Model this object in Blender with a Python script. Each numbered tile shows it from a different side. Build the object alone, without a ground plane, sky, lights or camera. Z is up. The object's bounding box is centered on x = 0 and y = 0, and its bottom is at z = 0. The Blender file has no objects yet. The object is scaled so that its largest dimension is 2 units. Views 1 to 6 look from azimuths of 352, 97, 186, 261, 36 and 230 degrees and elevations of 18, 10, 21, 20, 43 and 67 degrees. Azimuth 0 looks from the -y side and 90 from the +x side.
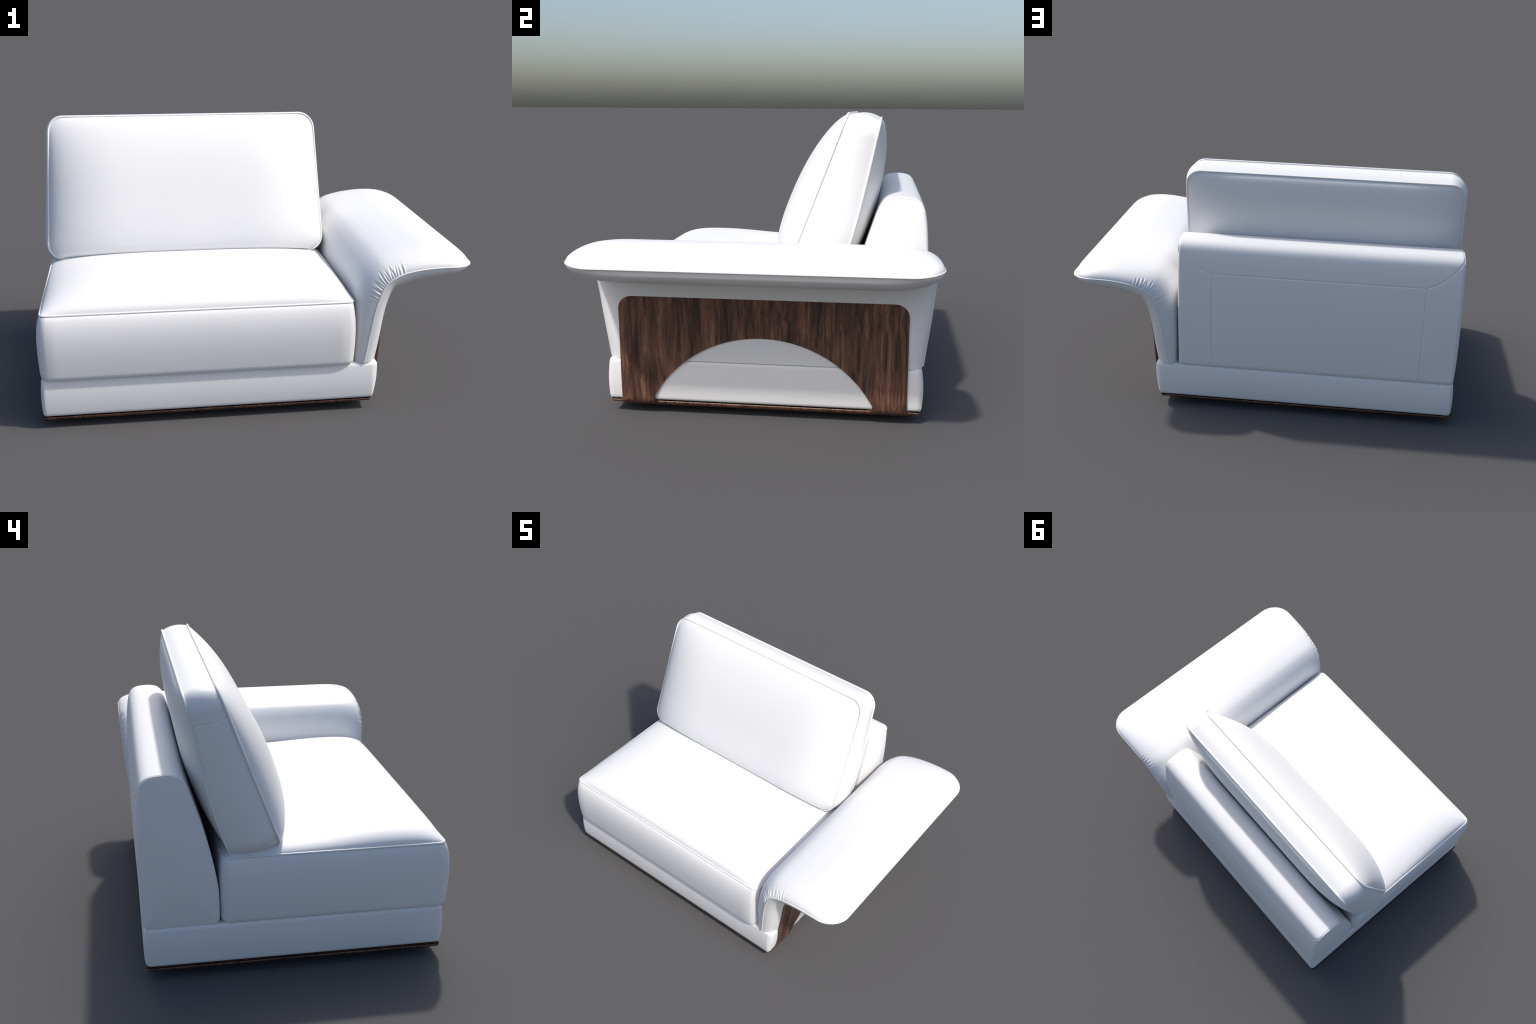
"""One-armed white leather sofa module on a bent walnut-veneer shell."""
import bpy, math
import numpy as np
from mathutils import Vector

rng = np.random.default_rng(7)

# ------------------------------------------------------------------ materials
def new_mat(name):
    m = bpy.data.materials.new(name)
    m.use_nodes = True
    nt = m.node_tree
    return m, nt, nt.nodes["Principled BSDF"]


def leather_material():
    m, nt, b = new_mat("white_leather")
    n, l = nt.nodes, nt.links
    tc = n.new("ShaderNodeTexCoord")
    no = n.new("ShaderNodeTexNoise")
    no.inputs["Scale"].default_value = 3.0
    no.inputs["Detail"].default_value = 3.0
    l.new(tc.outputs["Object"], no.inputs["Vector"])
    ramp = n.new("ShaderNodeValToRGB")
    ramp.color_ramp.elements[0].position = 0.3
    ramp.color_ramp.elements[0].color = (WHITE[0] * .985, WHITE[1] * .985, WHITE[2] * .985, 1)
    ramp.color_ramp.elements[1].position = 0.7
    ramp.color_ramp.elements[1].color = (*WHITE, 1)
    l.new(no.outputs["Fac"], ramp.inputs["Fac"])
    l.new(ramp.outputs["Color"], b.inputs["Base Color"])
    b.inputs["Roughness"].default_value = 0.5
    b.inputs["Specular IOR Level"].default_value = 0.5
    return m


def wood_material():
    m, nt, b = new_mat("dark_walnut")
    n, l = nt.nodes, nt.links
    tc = n.new("ShaderNodeTexCoord")

    def noise(scale, detail, rough, mapping, dist=0.0, vec=None):
        mp = n.new("ShaderNodeMapping")
        mp.inputs["Scale"].default_value = mapping
        l.new(vec or tc.outputs["Object"], mp.inputs["Vector"])
        t = n.new("ShaderNodeTexNoise")
        t.inputs["Scale"].default_value = scale
        t.inputs["Detail"].default_value = detail
        t.inputs["Roughness"].default_value = rough
        t.inputs["Distortion"].default_value = dist
        l.new(mp.outputs["Vector"], t.inputs["Vector"])
        return t

    def mixc(kind, fac, a, c):
        x = n.new("ShaderNodeMix")
        x.data_type = 'RGBA'
        x.blend_type = kind
        if isinstance(fac, float):
            x.inputs[0].default_value = fac
        else:
            l.new(fac, x.inputs[0])
        for sock, v in ((x.inputs[6], a), (x.inputs[7], c)):
            if isinstance(v, tuple):
                sock.default_value = v
            else:
                l.new(v, sock)
        return x.outputs[2]

    # wavy offset so that the streaks meander slightly along the grain (z)
    wob = noise(1.0, 2.0, 0.5, (3.0, 3.0, 5.0))
    sub = n.new("ShaderNodeVectorMath"); sub.operation = 'SUBTRACT'
    l.new(wob.outputs["Color"], sub.inputs[0]); sub.inputs[1].default_value = (.5, .5, .5)
    sc = n.new("ShaderNodeVectorMath"); sc.operation = 'SCALE'
    l.new(sub.outputs[0], sc.inputs[0]); sc.inputs["Scale"].default_value = 0.022
    add = n.new("ShaderNodeVectorMath"); add.operation = 'ADD'
    l.new(tc.outputs["Object"], add.inputs[0]); l.new(sc.outputs[0], add.inputs[1])
    vec = add.outputs[0]

    broad = noise(1.0, 2.0, 0.5, (20.0, 20.0, 0.9), vec=vec)
    streak = noise(1.0, 3.0, 0.6, (72.0, 72.0, 0.9), 0.1, vec=vec)
    pores = noise(1.0, 4.0, 0.7, (330.0, 330.0, 6.0), vec=vec)

    r1 = n.new("ShaderNodeValToRGB")
    e = r1.color_ramp.elements
    e[0].position = 0.30; e[0].color = (*WOOD_DARK, 1)
    e[1].position = 0.68; e[1].color = (*WOOD_LIGHT, 1)
    x = e.new(0.48); x.color = (*WOOD_MID, 1)
    l.new(streak.outputs["Fac"], r1.inputs["Fac"])
    r2 = n.new("ShaderNodeValToRGB")
    e = r2.color_ramp.elements
    e[0].position = 0.34; e[0].color = (.60, .60, .63, 1)
    e[1].position = 0.58; e[1].color = (1.08, 1.06, 1.05, 1)
    l.new(broad.outputs["Fac"], r2.inputs["Fac"])
    r3 = n.new("ShaderNodeValToRGB")
    e = r3.color_ramp.elements
    e[0].position = 0.32; e[0].color = (.62, .62, .64, 1)
    e[1].position = 0.60; e[1].color = (1.15, 1.12, 1.1, 1)
    l.new(pores.outputs["Fac"], r3.inputs["Fac"])
    c = mixc('MULTIPLY', 1.0, r1.outputs["Color"], r2.outputs["Color"])
    c = mixc('MULTIPLY', 1.0, c, r3.outputs["Color"])
    l.new(c, b.inputs["Base Color"])
    b.inputs["Roughness"].default_value = 0.42
    bump = n.new("ShaderNodeBump")
    bump.inputs["Strength"].default_value = 0.12
    bump.inputs["Distance"].default_value = 0.002
    l.new(pores.outputs["Fac"], bump.inputs["Height"])
    l.new(bump.outputs["Normal"], b.inputs["Normal"])
    return m


WHITE = (0.80, 0.80, 0.80)
WOOD_DARK = (0.030, 0.018, 0.015)
WOOD_MID = (0.118, 0.057, 0.037)
WOOD_LIGHT = (0.235, 0.116, 0.072)
LEATHER, WOOD = leather_material(), wood_material()

# ------------------------------------------------------------------ mesh tools
def make_object(name, verts, faces, mat, parent=None, sharp=50.0, weld=1e-5):
    me = bpy.data.meshes.new(name)
    me.from_pydata([tuple(map(float, v)) for v in verts], [], faces)
    import bmesh
    bm = bmesh.new()
    bm.from_mesh(me)
    bmesh.ops.remove_doubles(bm, verts=bm.verts, dist=weld)
    bmesh.ops.recalc_face_normals(bm, faces=bm.faces)
    bm.to_mesh(me)
    bm.free()
    me.polygons.foreach_set("use_smooth", [True] * len(me.polygons))
    me.set_sharp_from_angle(angle=math.radians(sharp))
    me.materials.append(mat)
    ob = bpy.data.objects.new(name, me)
    bpy.context.scene.collection.objects.link(ob)
    ob.parent = parent
    return ob


class Builder:
    """Collects grids of points into one vertex/face list."""
    def __init__(self):
        self.v, self.f = [], []

    def grid(self, P, wrap=False):
        """P: array (a, b, 3); wrap closes the second axis."""
        a, b = P.shape[:2]
        o = len(self.v)
        self.v.extend(P.reshape(-1, 3).tolist())
        nb = b if wrap else b - 1
        for i in range(a - 1):
            for j in range(nb):
                k = (j + 1) % b
                self.f.append((o + i * b + j, o + i * b + k, o + (i + 1) * b + k, o + (i + 1) * b + j))


def axis_samples(h, r, n_mid=40, n_edge=10, extra=()):
    """Sample positions on [-h, h]: dense inside the corner radius r, plus clusters."""
    edge = np.linspace(0, 1, n_edge + 1)[1:] * r + (h - r)
    mid = np.linspace(-(h - r), h - r, n_mid + 1)
    s = np.concatenate([-edge[::-1], mid, edge] + [np.asarray(e, float) for e in extra])
    s = np.unique(np.round(s, 6))
    return s


def graded_samples(h, n):
    """Samples on [-h, h] crowded toward both ends (for steep pillow rims)."""
    t = np.linspace(-1, 1, n)
    return h * np.sign(t) * (1 - (1 - np.abs(t)) ** 2.0)


def round_plan(xs, ys, hx, hy, r):
    """Square grid -> rounded rectangle grid (elliptic corner mapping)."""
    X, Y = np.meshgrid(xs, ys, indexing='ij')
    a = np.clip((np.abs(X) - (hx - r)) / r, 0, 1)
    b = np.clip((np.abs(Y) - (hy - r)) / r, 0, 1)
    m = (a > 0) & (b > 0)
    X2 = np.where(m, np.sign(X) * (hx - r + r * a * np.sqrt(1 - b * b / 2)), X)
    Y2 = np.where(m, np.sign(Y) * (hy - r + r * b * np.sqrt(1 - a * a / 2)), Y)
    return X2, Y2


def perimeter(A):
    """Boundary of a grid array as a closed sequence."""
    return np.concatenate([A[:-1, 0], A[-1, :-1], A[:0:-1, -1], A[0, :0:-1]])


def outward(x, y, hx, hy, r):
    qx, qy = np.clip(x, -(hx - r), hx - r), np.clip(y, -(hy - r), hy - r)
    nx, ny = x - qx, y - qy
    l = np.hypot(nx, ny)
    l[l == 0] = 1
    return nx / l, ny / l


def dome(d, p=2.0, q=2.0):
    d = np.clip(d, 0, 1)
    return (1 - (1 - d) ** p) ** (1 / q)


def smooth(x, a, b):
    t = np.clip((x - a) / (b - a), 0, 1)
    return t * t * (3 - 2 * t)


def catmull(points, t):
    """Monotone-ish cubic (Catmull-Rom, non uniform) through rows (s, x, z, ...)."""
    P = np.asarray(points, float)
    s, V = P[:, 0], P[:, 1:]
    m = np.zeros_like(V)
    m[1:-1] = (V[2:] - V[:-2]) / (s[2:] - s[:-2])[:, None]
    m[0] = (V[1] - V[0]) / (s[1] - s[0])
    m[-1] = (V[-1] - V[-2]) / (s[-1] - s[-2])
    i = np.clip(np.searchsorted(s, t, side='right') - 1, 0, len(s) - 2)
    h = (s[i + 1] - s[i])[:, None]
    u = ((t - s[i])[:, None]) / h
    return ((2 * u ** 3 - 3 * u ** 2 + 1) * V[i] + (u ** 3 - 2 * u ** 2 + u) * h * m[i]
            + (-2 * u ** 3 + 3 * u ** 2) * V[i + 1] + (u ** 3 - u ** 2) * h * m[i + 1])


def tube(name, pts, radius, mat, parent, closed=False, sides=8):
    """Welt cord swept along a polyline."""
    P = np.asarray(pts, float)
    keep = [0]
    for i in range(1, len(P)):
        if np.linalg.norm(P[i] - P[keep[-1]]) > 1.5e-3:
            keep.append(i)
    P = P[keep]
    if closed:
        if np.linalg.norm(P[0] - P[-1]) < 1.5e-3:
            P = P[:-1]
        T = np.roll(P, -1, 0) - np.roll(P, 1, 0)
    else:
        T = np.gradient(P, axis=0)
    T /= np.linalg.norm(T, axis=1)[:, None]
    N = np.zeros_like(P)
    ref = np.array([0.31, 0.17, 0.93])
    n = ref - T[0] * (ref @ T[0]); n /= np.linalg.norm(n)
    for i in range(len(P)):
        n = n - T[i] * (n @ T[i]); n /= np.linalg.norm(n)
        N[i] = n
    B = np.cross(T, N)
    if closed:   # spread the residual twist over the loop
        n0 = n - T[0] * (n @ T[0]); n0 /= np.linalg.norm(n0)
        tw = math.atan2(n0 @ B[0], n0 @ N[0])
        a = -tw * np.arange(len(P)) / len(P)
        N, B = (N * np.cos(a)[:, None] + B * np.sin(a)[:, None],
                -N * np.sin(a)[:, None] + B * np.cos(a)[:, None])
    ang = np.linspace(0, 2 * math.pi, sides, endpoint=False)
    G = P[:, None] + radius * (np.cos(ang)[None, :, None] * N[:, None] + np.sin(ang)[None, :, None] * B[:, None])
    bd = Builder()
    if closed:
        G = np.concatenate([G, G[:1]])
    bd.grid(G, wrap=True)
    if not closed:
        o = len(bd.v)
        bd.f.append(tuple(range(sides)))
        bd.f.append(tuple(range(o - sides, o)))
    return make_object(name, bd.v, bd.f, mat, parent, sharp=80)


# ------------------------------------------------------------------ the thing
sofa = bpy.data.objects.new("sofa", None)
bpy.context.scene.collection.objects.link(sofa)
sofa["label"] = "white leather one-armed sofa module with dark wood side shell"
sofa["category"] = "sofa"

# ---------------------------------------------------------------- base plinth
def build_base():
    x0, x1, hy, z0, z1 = -0.977, 0.554, 0.652, 0.060, 0.242
    cx, hx, r = (x0 + x1) / 2, (x1 - x0) / 2, 0.018
    xs, ys = axis_samples(hx, r, 24, 8), axis_samples(hy, r, 24, 8)
    X, Y = round_plan(xs, ys, hx, hy, r)
    px, py = perimeter(X), perimeter(Y)
    nx, ny = outward(px, py, hx, hy, r)
    b = Builder()
    rings = []
    for w in np.concatenate([np.linspace(0, .09, 7), np.linspace(.09, .9, 16)[1:], np.linspace(.9, 1, 8)[1:]]):
        z = z0 + (z1 - z0) * w
        e0, e1 = max(0, 1 - w / .09), max(0, (w - .9) / .1)
        off = -0.009 * (1 - math.sqrt(max(0, 1 - e0 ** 2))) - 0.014 * (1 - math.sqrt(max(0, 1 - e1 ** 2)))
        belly = 0.011 * math.sin(math.pi * min(1, w * .85 + .10)) ** .8
        off = off + belly
        o = np.where(nx < -.5, off * .65, off)
        rx = px + cx + nx * o
        # the arm side flares outward toward the top
        rx = rx + np.where(nx > .5, (w - .45) * .018 + 0.001, 0) * np.clip(nx, 0, 1)
        rings.append(np.stack([rx, py + ny * off, np.full_like(px, z)], -1))
    b.grid(np.array(rings), wrap=True)
    idx = perimeter(np.arange(X.size).reshape(X.shape))
    for ring, z in ((rings[0], z0), (rings[-1], z1)):
        gx = np.interp(X, [-hx, hx], [ring[:, 0].min(), ring[:, 0].max()])
        gy = np.interp(Y, [-hy, hy], [ring[:, 1].min(), ring[:, 1].max()])
        G = np.stack([gx, gy, np.full_like(X, z)], -1)
        G.reshape(-1, 3)[idx] = ring          # lid border snaps to the ring
        b.grid(G)
    return make_object("base", b.v, b.f, LEATHER, sofa)


# --------------------------------------------------------------- seat cushion
def build_seat():
    x0, x1, y0, y1 = -0.966, 0.442, -0.650, 0.322
    zb, zp, crown = 0.240, 0.542, 0.082
    cx, cy, hx, hy, r = (x0 + x1) / 2, (y0 + y1) / 2, (x1 - x0) / 2, (y1 - y0) / 2, 0.028
    xs = np.unique(np.round(np.concatenate([graded_samples(hx, 90), axis_samples(hx, r, 8, 8)]), 6))
    ys = np.unique(np.round(np.concatenate([graded_samples(hy, 70), axis_samples(hy, r, 8, 8)]), 6))
    X, Y = round_plan(xs, ys, hx, hy, r)
    # full crown in front, gentler shoulders toward the back cushion
    shoulder = .34 + .36 * smooth(Y + cy, -.40, .10)
    H = crown * dome((hx - np.abs(X)) / shoulder, 3) * dome((hy - np.abs(Y)) / .24, 3)
    H = H * (1 - .16 * smooth(Y + cy, -.40, .12))
    b = Builder()
    b.grid(np.stack([X + cx, Y + cy, zp + H], -1))
    px, py = perimeter(X), perimeter(Y)
    nx, ny = outward(px, py, hx, hy, r)
    rings = []
    ws = np.concatenate([np.linspace(0, .08, 8), np.linspace(.08, .96, 28)[1:], [.985, 1]])
    for w in ws:
        z = zb + (zp - zb) * w
        e0 = max(0, 1 - w / .08)
        # front and back swell more than the ends
        fb = 0.039 * math.sin(.76 * math.pi * (1 - w) ** .6)
        side = 0.023 * math.sin(.78 * math.pi * (1 - w) ** .6)
        k = np.clip(np.abs(ny), 0, 1)
        fb = fb * np.where(ny > 0, .3, 1)
        ends = dome((1 - np.abs(px) / hx) / .10, 2) * .5 + .5
        off = fb * k * ends + side * (1 - k)
        off = np.where(nx > .7, off * .62, off) - 0.013 * (1 - math.sqrt(1 - min(1, e0) ** 2))
        rings.append(np.stack([px + cx + nx * off, py + cy + ny * off, np.full_like(px, z)], -1))
    b.grid(np.array(rings), wrap=True)
    G = np.stack([X + cx, Y + cy, np.full_like(X, zb)], -1)
    idx = perimeter(np.arange(X.size).reshape(X.shape))
    G.reshape(-1, 3)[idx] = rings[0]
    b.grid(G)
    ob = make_object("seat_cushion", b.v, b.f, LEATHER, sofa, sharp=40)
    cord = np.stack([px + cx + nx * .002, py + cy + ny * .002, np.full_like(px, zp + .002)], -1)
    tube("piping", cord, 0.0045, LEATHER, ob, closed=True)
    return ob


# ------------------------------------------------------------------ backrest
BACKREST = [  # profile y, z: up the front, over the top, down the back
    (.350, .238), (.338, .252), (.335, .30), (.338, .40), (.350, .48), (.368, .57), (.402, .70), (.434, .80), (.461, .875),
    (.478, .905), (.503, .924), (.540, .931), (.585, .930), (.620, .921), (.642, .902), (.654, .87),
    (.663, .81), (.669, .72), (.672, .60), (.670, .45), (.664, .30), (.660, .252), (.648, .238)]


def build_backrest():
    x0, x1 = -0.977, 0.444
    P = np.array(BACKREST)
    s = np.concatenate([[0], np.cumsum(np.linalg.norm(np.diff(P, axis=0), axis=1))])
    seam_x, seam_z = (-0.800, 0.265), 0.767
    dense = np.concatenate([np.linspace(0, s[8], 50), np.linspace(s[8], s[15], 60), np.linspace(s[15], s[17], 60),
                            np.linspace(s[17], s[-1], 60)])
    k_top = int(np.argmax(P[:, 1]))
    s_seam = np.interp(-seam_z, -P[k_top:, 1], s[k_top:])
    fine = np.arange(-.008, .0081, .002)
    t = np.unique(np.round(np.concatenate([dense, s_seam + fine]), 6))
    prof = catmull(np.column_stack([s, P]), t)
    tan = np.gradient(prof, t, axis=0)
    nrm = np.column_stack([-tan[:, 1], tan[:, 0]])
    nrm /= np.linalg.norm(nrm, axis=1)[:, None]          # outward: -y on the front side
    rim = 0.016
    xs = np.unique(np.round(np.concatenate([
        np.linspace(x0 + rim, x1 - rim, 50), seam_x[0] + fine, seam_x[1] + fine,
        np.arange(x0 + rim, seam_x[0], .003), np.arange(seam_x[1], x1 - rim, .003)]), 6))
    a = np.linspace(0, math.pi / 2, 8)[1:]
    xall = np.concatenate([x0 + rim - rim * np.sin(a)[::-1], xs, x1 - rim + rim * np.sin(a)])
    inset = np.concatenate([rim * (1 - np.cos(a))[::-1], np.zeros(len(xs)), rim * (1 - np.cos(a))])

    def seam_distance(x, z):
        """two uprights, a crosspiece and two curved mitres"""
        d = np.full(x.shape, 9.0)
        for sx in seam_x:
            d = np.minimum(d, np.where(z <= seam_z, np.abs(x - sx), 9))
        d = np.minimum(d, np.where((x >= seam_x[0]) & (x <= seam_x[1]), np.abs(z - seam_z), 9))
        for sx, ex in ((seam_x[1], x1), (seam_x[0], x0)):
            for q in np.linspace(0, 1, 90):
                d = np.minimum(d, np.hypot(x - (sx + (ex - sx) * q), z - (seam_z + .150 * (.42 * q + .58 * q ** 2.4))))
        return d

    X = np.repeat(xall[:, None], len(t), 1)
    Yp = prof[None, :, 0] - inset[:, None] * nrm[None, :, 0]
    Zp = prof[None, :, 1] - inset[:, None] * nrm[None, :, 1]
    on_back = (t > s[k_top])[None]
    u = (X - (x0 + x1) / 2) / ((x1 - x0) / 2)
    v = (Zp - .585) / .35
    Yp = Yp + np.where(on_back, .006 * (1 - u ** 2) * np.clip(1 - v ** 2, 0, 1), 0)
    Yp = Yp - np.where(on_back, .0030 * np.exp(-(seam_distance(X, Zp) / .0030) ** 2), 0)
    G = np.stack([X, Yp, Zp], -1)
    b = Builder()
    b.grid(G)
    b.grid(np.stack([G[:, 0], G[:, -1]]))           # underside
    for ring, sgn in ((G[0], -1), (G[-1], 1)):
        c = np.array([ring[0, 0], .525, .52])
        caps = []
        for k in (1, .97, .92, .85, .75, .6, .4, .2, 0.0):
            q = c + (ring - c) * k
            q[:, 0] += sgn * (.012 if sgn > 0 else .019) * (1 - k ** 2)
            caps.append(q)
        b.grid(np.array(caps), wrap=True)
    ob = make_object("backrest", b.v, b.f, LEATHER, sofa, sharp=60)
    sel = (t > s[6]) & (t < s[15])
    for i in (3, -4):                               # welt between end panel and top strip
        tube("piping", G[i][sel] + np.column_stack([np.zeros(sel.sum()), nrm[sel] * .0005]), .0022, LEATHER, ob)
    return ob


# --------------------------------------------------------------- back cushion
def build_back_cushion():
    hx, r = 0.701, 0.072
    cx = -0.264
    front = (np.array([0.075, 0.582]), np.array([0.331, 1.262]))    # (y, z) bottom, top of front welt
    back = (np.array([0.272, 0.535]), np.array([0.460, 1.237]))
    hv = 0.35
    seam_v = 0.235
    xs = np.unique(np.round(np.concatenate([graded_samples(hx, 90), axis_samples(hx, r, 8, 12)]), 6))
    vs = np.unique(np.round(np.concatenate([graded_samples(hv, 70), axis_samples(hv, r, 8, 12),
                                            seam_v + np.arange(-.008, .0081, .002)]), 6))
    X, Vv = round_plan(xs, vs, hx, hv, r)

    def place(loop, x, v, n_off):
        """point of a welt plane; n_off pushes along the plane normal (toward -y for +)."""
        d = loop[1] - loop[0]
        t = (v / hv + 1) / 2
        x = x * (1 - (.015 if loop is front else .006) * v / hv)   # wider at the foot than at the head
        n = np.array([-d[1], d[0]]) / np.linalg.norm(d)
        if loop is back:                           # the rear welt bows backward low down
            n_off = n_off - .020 * np.sin(math.pi * np.clip(t, 0, 1) ** .7)
        return np.stack([x + cx, loop[0][0] + d[0] * t + n[0] * n_off, loop[0][1] + d[1] * t + n[1] * n_off], -1)

    # puff heights follow the unrounded grid, so they vanish on the whole welt
    GX, GV = np.meshgrid(xs, vs, indexing='ij')
    dx = hx - np.abs(GX)
    tt = ((GV / hv + 1) / 2) ** 0.70
    puff_f = 0.120 * dome(dx / .42, 2.6, 1.6) * dome(1 - np.abs(2 * tt - 1), 2.3, 1.65)
    tb = ((GV / hv + 1) / 2) ** 1.3
    puff_b = 0.068 * dome(dx / .38, 2.6, 1.6) * dome(1 - np.abs(2 * tb - 1), 2.2, 1.8)

    b = Builder()
    b.grid(place(front, X, Vv, puff_f))
    b.grid(place(back, X, Vv, -puff_b))
    px, pv = perimeter(X), perimeter(Vv)
    nx, nv = outward(px, pv, hx, hv, r)
    rings = []
    for w in np.concatenate([[0, .02, .05, .1], np.linspace(.15, .85, 15), [.9, .95, .98, 1]]):
        arc = math.sin(math.pi * w) ** .8 if 0 < w < 1 else 0
        off = arc * (.013 + (.006 + .008 * smooth(-pv / hv, -.4, .6)) * np.abs(nx) - .004 * np.clip(-nv, 0, 1))
        off = off - .002 * np.exp(-((pv - seam_v) / .003) ** 2) * (nx < -.9)
        A = place(front, px + nx * off, pv + nv * off, 0)
        B = place(back, px + nx * off, pv + nv * off, 0)
        rings.append(A + (B - A) * w)
    b.grid(np.array(rings), wrap=True)
    ob = make_object("back_cushion", b.v, b.f, LEATHER, sofa, sharp=40)
    tube("piping", place(front, px + nx * .0025, pv + nv * .0025, 0.003), 0.0055, LEATHER, ob, closed=True)
    tube("piping", place(back, px + nx * .0025, pv + nv * .0025, -0.002), 0.0052, LEATHER, ob, closed=True)
    return ob


# -------------------------------------------------------------------- armrest
ARM = [  # s, welt x z, top skin x z, under skin x z, half length
    (0.00, .499, .243, .460, .243, .570, .243, .660),
    (0.15, .513, .360, .457, .360, .583, .345, .674),
    (0.28, .525, .450, .456, .460, .590, .425, .685),
    (0.38, .537, .525, .459, .560, .598, .490, .692),
    (0.46, .553, .585, .477, .640, .611, .545, .697),
    (0.52, .575, .632, .510, .697, .623, .580, .700),
    (0.57, .605, .660, .557, .738, .636, .602, .702),
    (0.64, .655, .685, .632, .760, .690, .607, .704),
    (0.72, .710, .699, .708, .771, .745, .612, .706),
    (0.80, .770, .707, .785, .777, .803, .619, .707),
    (0.88, .850, .711, .865, .773, .872, .629, .708),
    (0.94, .920, .709, .930, .758, .932, .645, .708),
    (0.98, .972, .705, .979, .735, .979, .672, .708),
    (1.00, .997, .702, .997, .7025, .997, .7015, .708),
]


def build_armrest():
    A = np.array(ARM)
    s = np.concatenate([np.linspace(0, .33, 40)[:-1], np.linspace(.33, .70, 260)[:-1],
                        np.linspace(.70, .88, 36)[:-1], 1 - .12 * (1 - np.linspace(0, 1, 60)) ** 2])
    cp = catmull(A[:, [0, 1, 2]], s)
    ct = catmull(A[:, [0, 3, 4]], s)
    yh = catmull(A[:, [0, 7]], s)[:, 0]
    # the crease under the flare splits the under-skin spline in two
    k = 6
    low, high = s <= A[k, 0], s > A[k, 0]
    cu = np.zeros_like(ct)
    cu[low] = catmull(A[:k + 1, [0, 5, 6]], s[low])
    cu[high] = catmull(A[k:, [0, 5, 6]], s[high])
    # plan corner radius at the tip
    R = 0.124
    xc = np.clip((cp[:, 0] - (.997 - R)) / R, 0, 1)
    yh = yh - R * (1 - np.sqrt(1 - xc ** 2))

    nt = 150
    e = np.linspace(0, 1, nt)
    t = np.concatenate([-(1 - e ** 2.6)[:], (1 - e[::-1] ** 2.6)[1:]])     # crowded at both ends
    t = np.unique(np.round(t, 7))
    Y = yh[:, None] * t[None]
    D = yh[:, None] * (1 - np.abs(t))[None]
    wt = (0.06 + 0.15 * smooth(s, .2, .55))[:, None]
    h = dome(D / wt, 3.0)
    top = np.stack([cp[:, None, 0] + (ct - cp)[:, None, 0] * h, Y,
                    cp[:, None, 1] + (ct - cp)[:, None, 1] * h], -1)
    wu = (0.105 + 0.125 * smooth(s, .5, .75))[:, None]
    hu = dome(D / wu, 2.4)
    und = np.stack([cp[:, None, 0] + (cu - cp)[:, None, 0] * hu, Y,
                    cp[:, None, 1] + (cu - cp)[:, None, 1] * hu], -1)

    # gathered pleats beside the welt, at the inside of the bend
    dS = np.gradient(top, axis=0)
    dT = np.gradient(top, axis=1)
    N = np.cross(dS, dT)
    N /= np.linalg.norm(N, axis=2)[..., None] + 1e-12
    if N[len(s) // 2, nt, 2] < 0:
        N = -N
    seg = np.linalg.norm(np.diff(top, axis=1), axis=2)
    cum = np.concatenate([np.zeros((len(s), 1)), np.cumsum(seg, axis=1)], 1)
    arc = np.minimum(cum, cum[:, -1:] - cum)
    arclen = np.concatenate([[0], np.cumsum(np.linalg.norm(np.diff(cp, axis=0), axis=1))])
    a0, a1 = np.interp([.425, .650], s, arclen)
    disp = np.zeros_like(arc)
    for side in (-1, 1):
        mask = (np.sign(t) == side)[None]
        count = 17
        for i in range(count):
            c = a0 + (a1 - a0) * (i + .5 + rng.uniform(-.25, .25)) / count
            length = rng.uniform(.046, .085) * (1.0 if 2 < i < 14 else .75)
            sig = rng.uniform(.0024, .0040)
            lean = rng.uniform(-.12, .12) + .25 * (i / count - .5)
            amp = rng.uniform(.0022, .0042)
            line = arclen[:, None] - (c + lean * arc)
            env = smooth(arc, .0005, .006) * (1 - smooth(arc, length * .45, length))
            disp += mask * env * amp * (-np.exp(-(line / sig) ** 2) + .45 * np.exp(-((np.abs(line) - 1.9 * sig) / sig) ** 2))
    top = top + N * disp[..., None]

    b = Builder()
    b.grid(top)
    b.grid(und)
    # closing strip at the foot of the arm
    b.grid(np.stack([top[0], und[0]], 0))
    ob = make_object("armrest", b.v, b.f, LEATHER, sofa, sharp=42)
    cord_front = np.stack([cp[:, 0], -yh, cp[:, 1]], -1)
    cord_back = np.stack([cp[:, 0], yh, cp[:, 1]], -1)
    tip = np.stack([np.full(40, cp[-1, 0]), np.linspace(-yh[-1], yh[-1], 42)[1:-1], np.full(40, cp[-1, 1])], -1)
    tube("piping", np.concatenate([cord_front, tip, cord_back[::-1]]), 0.0040, LEATHER, ob)
    return ob


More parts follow.
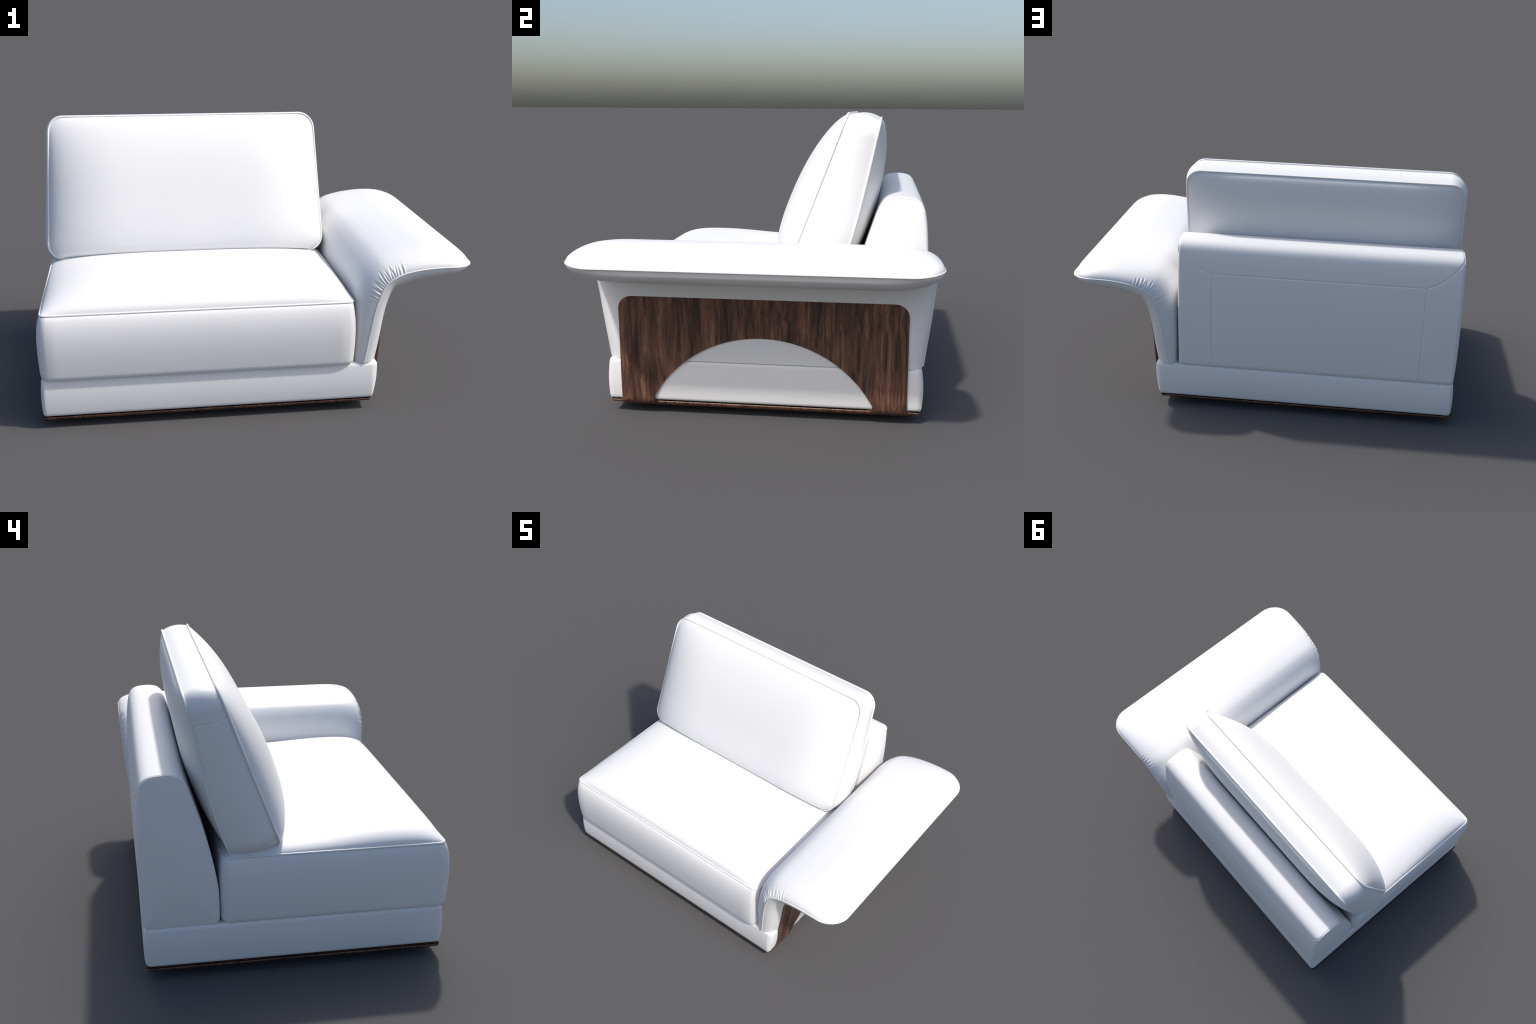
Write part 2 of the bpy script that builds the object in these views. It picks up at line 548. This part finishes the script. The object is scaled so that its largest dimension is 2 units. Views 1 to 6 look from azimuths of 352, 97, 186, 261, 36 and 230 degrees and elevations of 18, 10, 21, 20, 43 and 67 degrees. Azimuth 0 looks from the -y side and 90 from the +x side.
# ----------------------------------------------------------------- wood shell
def build_wood():
    th = 0.011
    x0, x1, hy_plate, z_edge, z_low = -0.985, 0.545, 0.651, 0.045, 0.0
    # floor board: thin rounded rim, underside swelling down like a shallow hull
    cx, hx, r = (x0 + x1) / 2, (x1 - x0) / 2, .012
    xs = np.unique(np.round(np.concatenate([graded_samples(hx, 70), axis_samples(hx, r, 4, 5)]), 6))
    ys = np.unique(np.round(np.concatenate([graded_samples(hy_plate, 60), axis_samples(hy_plate, r, 4, 5)]), 6))
    X, Y = round_plan(xs, ys, hx, hy_plate, r)
    px, py = perimeter(X), perimeter(Y)
    nx, ny = outward(px, py, hx, hy_plate, r)
    b = Builder()
    ang = np.linspace(-math.pi / 2, math.pi / 2, 9)
    rings = [np.stack([px + cx + nx * (th / 2) * (math.cos(a) - 1), py + ny * (th / 2) * (math.cos(a) - 1),
                       np.full_like(px, z_edge + th / 2 + th / 2 * math.sin(a))], -1) for a in ang]
    b.grid(np.array(rings), wrap=True)
    idx = perimeter(np.arange(X.size).reshape(X.shape))
    ex, ey = hx - np.abs(X), hy_plate - np.abs(Y)
    rim_drop = (1 - (1 - np.clip(ex / .09, 0, 1)) ** 2) * (1 - (1 - np.clip(ey / .09, 0, 1)) ** 2)
    hull = z_edge - .031 * rim_drop - (z_edge - z_low - .031) * smooth(ex, .03, .40) * smooth(ey, .03, .40)
    for ring, zz in ((rings[0], hull), (rings[-1], np.full_like(X, z_edge + th))):
        G = np.stack([X + cx, Y, zz], -1)
        G.reshape(-1, 3)[idx] = ring
        b.grid(G)
    board = make_object("floor_board", b.v, b.f, WOOD, sofa, sharp=60)

    # side panel: the same sheet bent upward, leaning out, with a circular arch cut from it
    hy, z_top, rc = 0.597, 0.520, 0.058
    arch_z, arch_r, y_foot = -0.163, 0.518, 0.458
    r_in, r_out = 0.022, 0.014
    z0 = z_edge - .002
    line = np.array([(.040, .538), (.046, .549), (.054, .5575), (.065, .5630), (.085, .5675), (.12, .5715), (.18, .5765),
                     (.25, .5820), (.40, .5935), (.53, .6070)])

    def outer_x(z):
        z = np.asarray(z, float)
        return catmull(line, z.ravel())[:, 0].reshape(z.shape)

    def upper(a):
        q = a - (hy - rc)
        return z_top if q <= 0 else z_top - rc + math.sqrt(max(0, rc * rc - q * q))

    def strip(b, a_vals, lo, hi, sign, ease=None):
        """wood between heights lo(a) and hi(a) for the columns |y| = a"""
        w = np.linspace(0, 1, 60) ** 1.5
        Z = np.array([lo(a) + (hi(a) - lo(a)) * w for a in a_vals])
        Yc = np.repeat(np.asarray(a_vals)[:, None] * sign, len(w), 1)
        Xo = outer_x(Z)
        if ease is not None:                      # fillets run out into the rim of the floor board
            Xo = Xo + (np.minimum(Xo, x1 - .0005) - Xo) * np.asarray(ease)[:, None]
        O = np.stack([Xo, Yc, Z], -1)
        I = O - np.array([th, 0, 0])
        b.grid(O)
        b.grid(I)
        return O, I

    def wall(b, O, I):
        b.grid(np.stack([O, I]))
    b = Builder()
    foot_z = arch_z + math.sqrt(arch_r ** 2 - y_foot ** 2)
    arch = lambda a: arch_z + math.sqrt(arch_r ** 2 - a * a)
    floor = lambda a: z0
    zf_in = z_edge + th + .001
    fillet_in = lambda a: zf_in + r_in - math.sqrt(max(0, r_in ** 2 - (a - (y_foot - r_in)) ** 2))
    fillet_out = lambda a: zf_in + r_out - math.sqrt(max(0, r_out ** 2 - (hy + r_out - a) ** 2))
    q = np.sin(np.linspace(0, math.pi / 2, 24))
    # arch part (both sides at once)
    a = np.concatenate([-y_foot * q[::-1], y_foot * q[1:]])
    O, I = strip(b, a, lambda v: arch(abs(v)), lambda v: upper(abs(v)), 1)
    wall(b, O[:, 0], I[:, 0])
    wall(b, O[:, -1], I[:, -1])
    for sg in (-1, 1):
        a = np.concatenate([np.linspace(y_foot, hy - rc, 10), hy - rc + rc * q[1:]])
        O, I = strip(b, a, floor, upper, sg)
        wall(b, O[:, -1], I[:, -1])
        wall(b, O[0], I[0])
        wall(b, O[-1], I[-1])
        a = y_foot - r_in + r_in * q
        O, I = strip(b, a, lambda v: z_edge + .002, fillet_in, sg, smooth(q, 1.0, .35))
        wall(b, O[:, -1], I[:, -1])
        a = hy + r_out - r_out * q
        O, I = strip(b, a, lambda v: z_edge + .002, fillet_out, sg, smooth(q, 1.0, .35))
        wall(b, O[:, -1], I[:, -1])
    panel = make_object("side_panel", b.v, b.f, WOOD, sofa, sharp=40)
    return board, panel


build_base()
build_seat()
build_backrest()
build_back_cushion()
build_armrest()
build_wood()
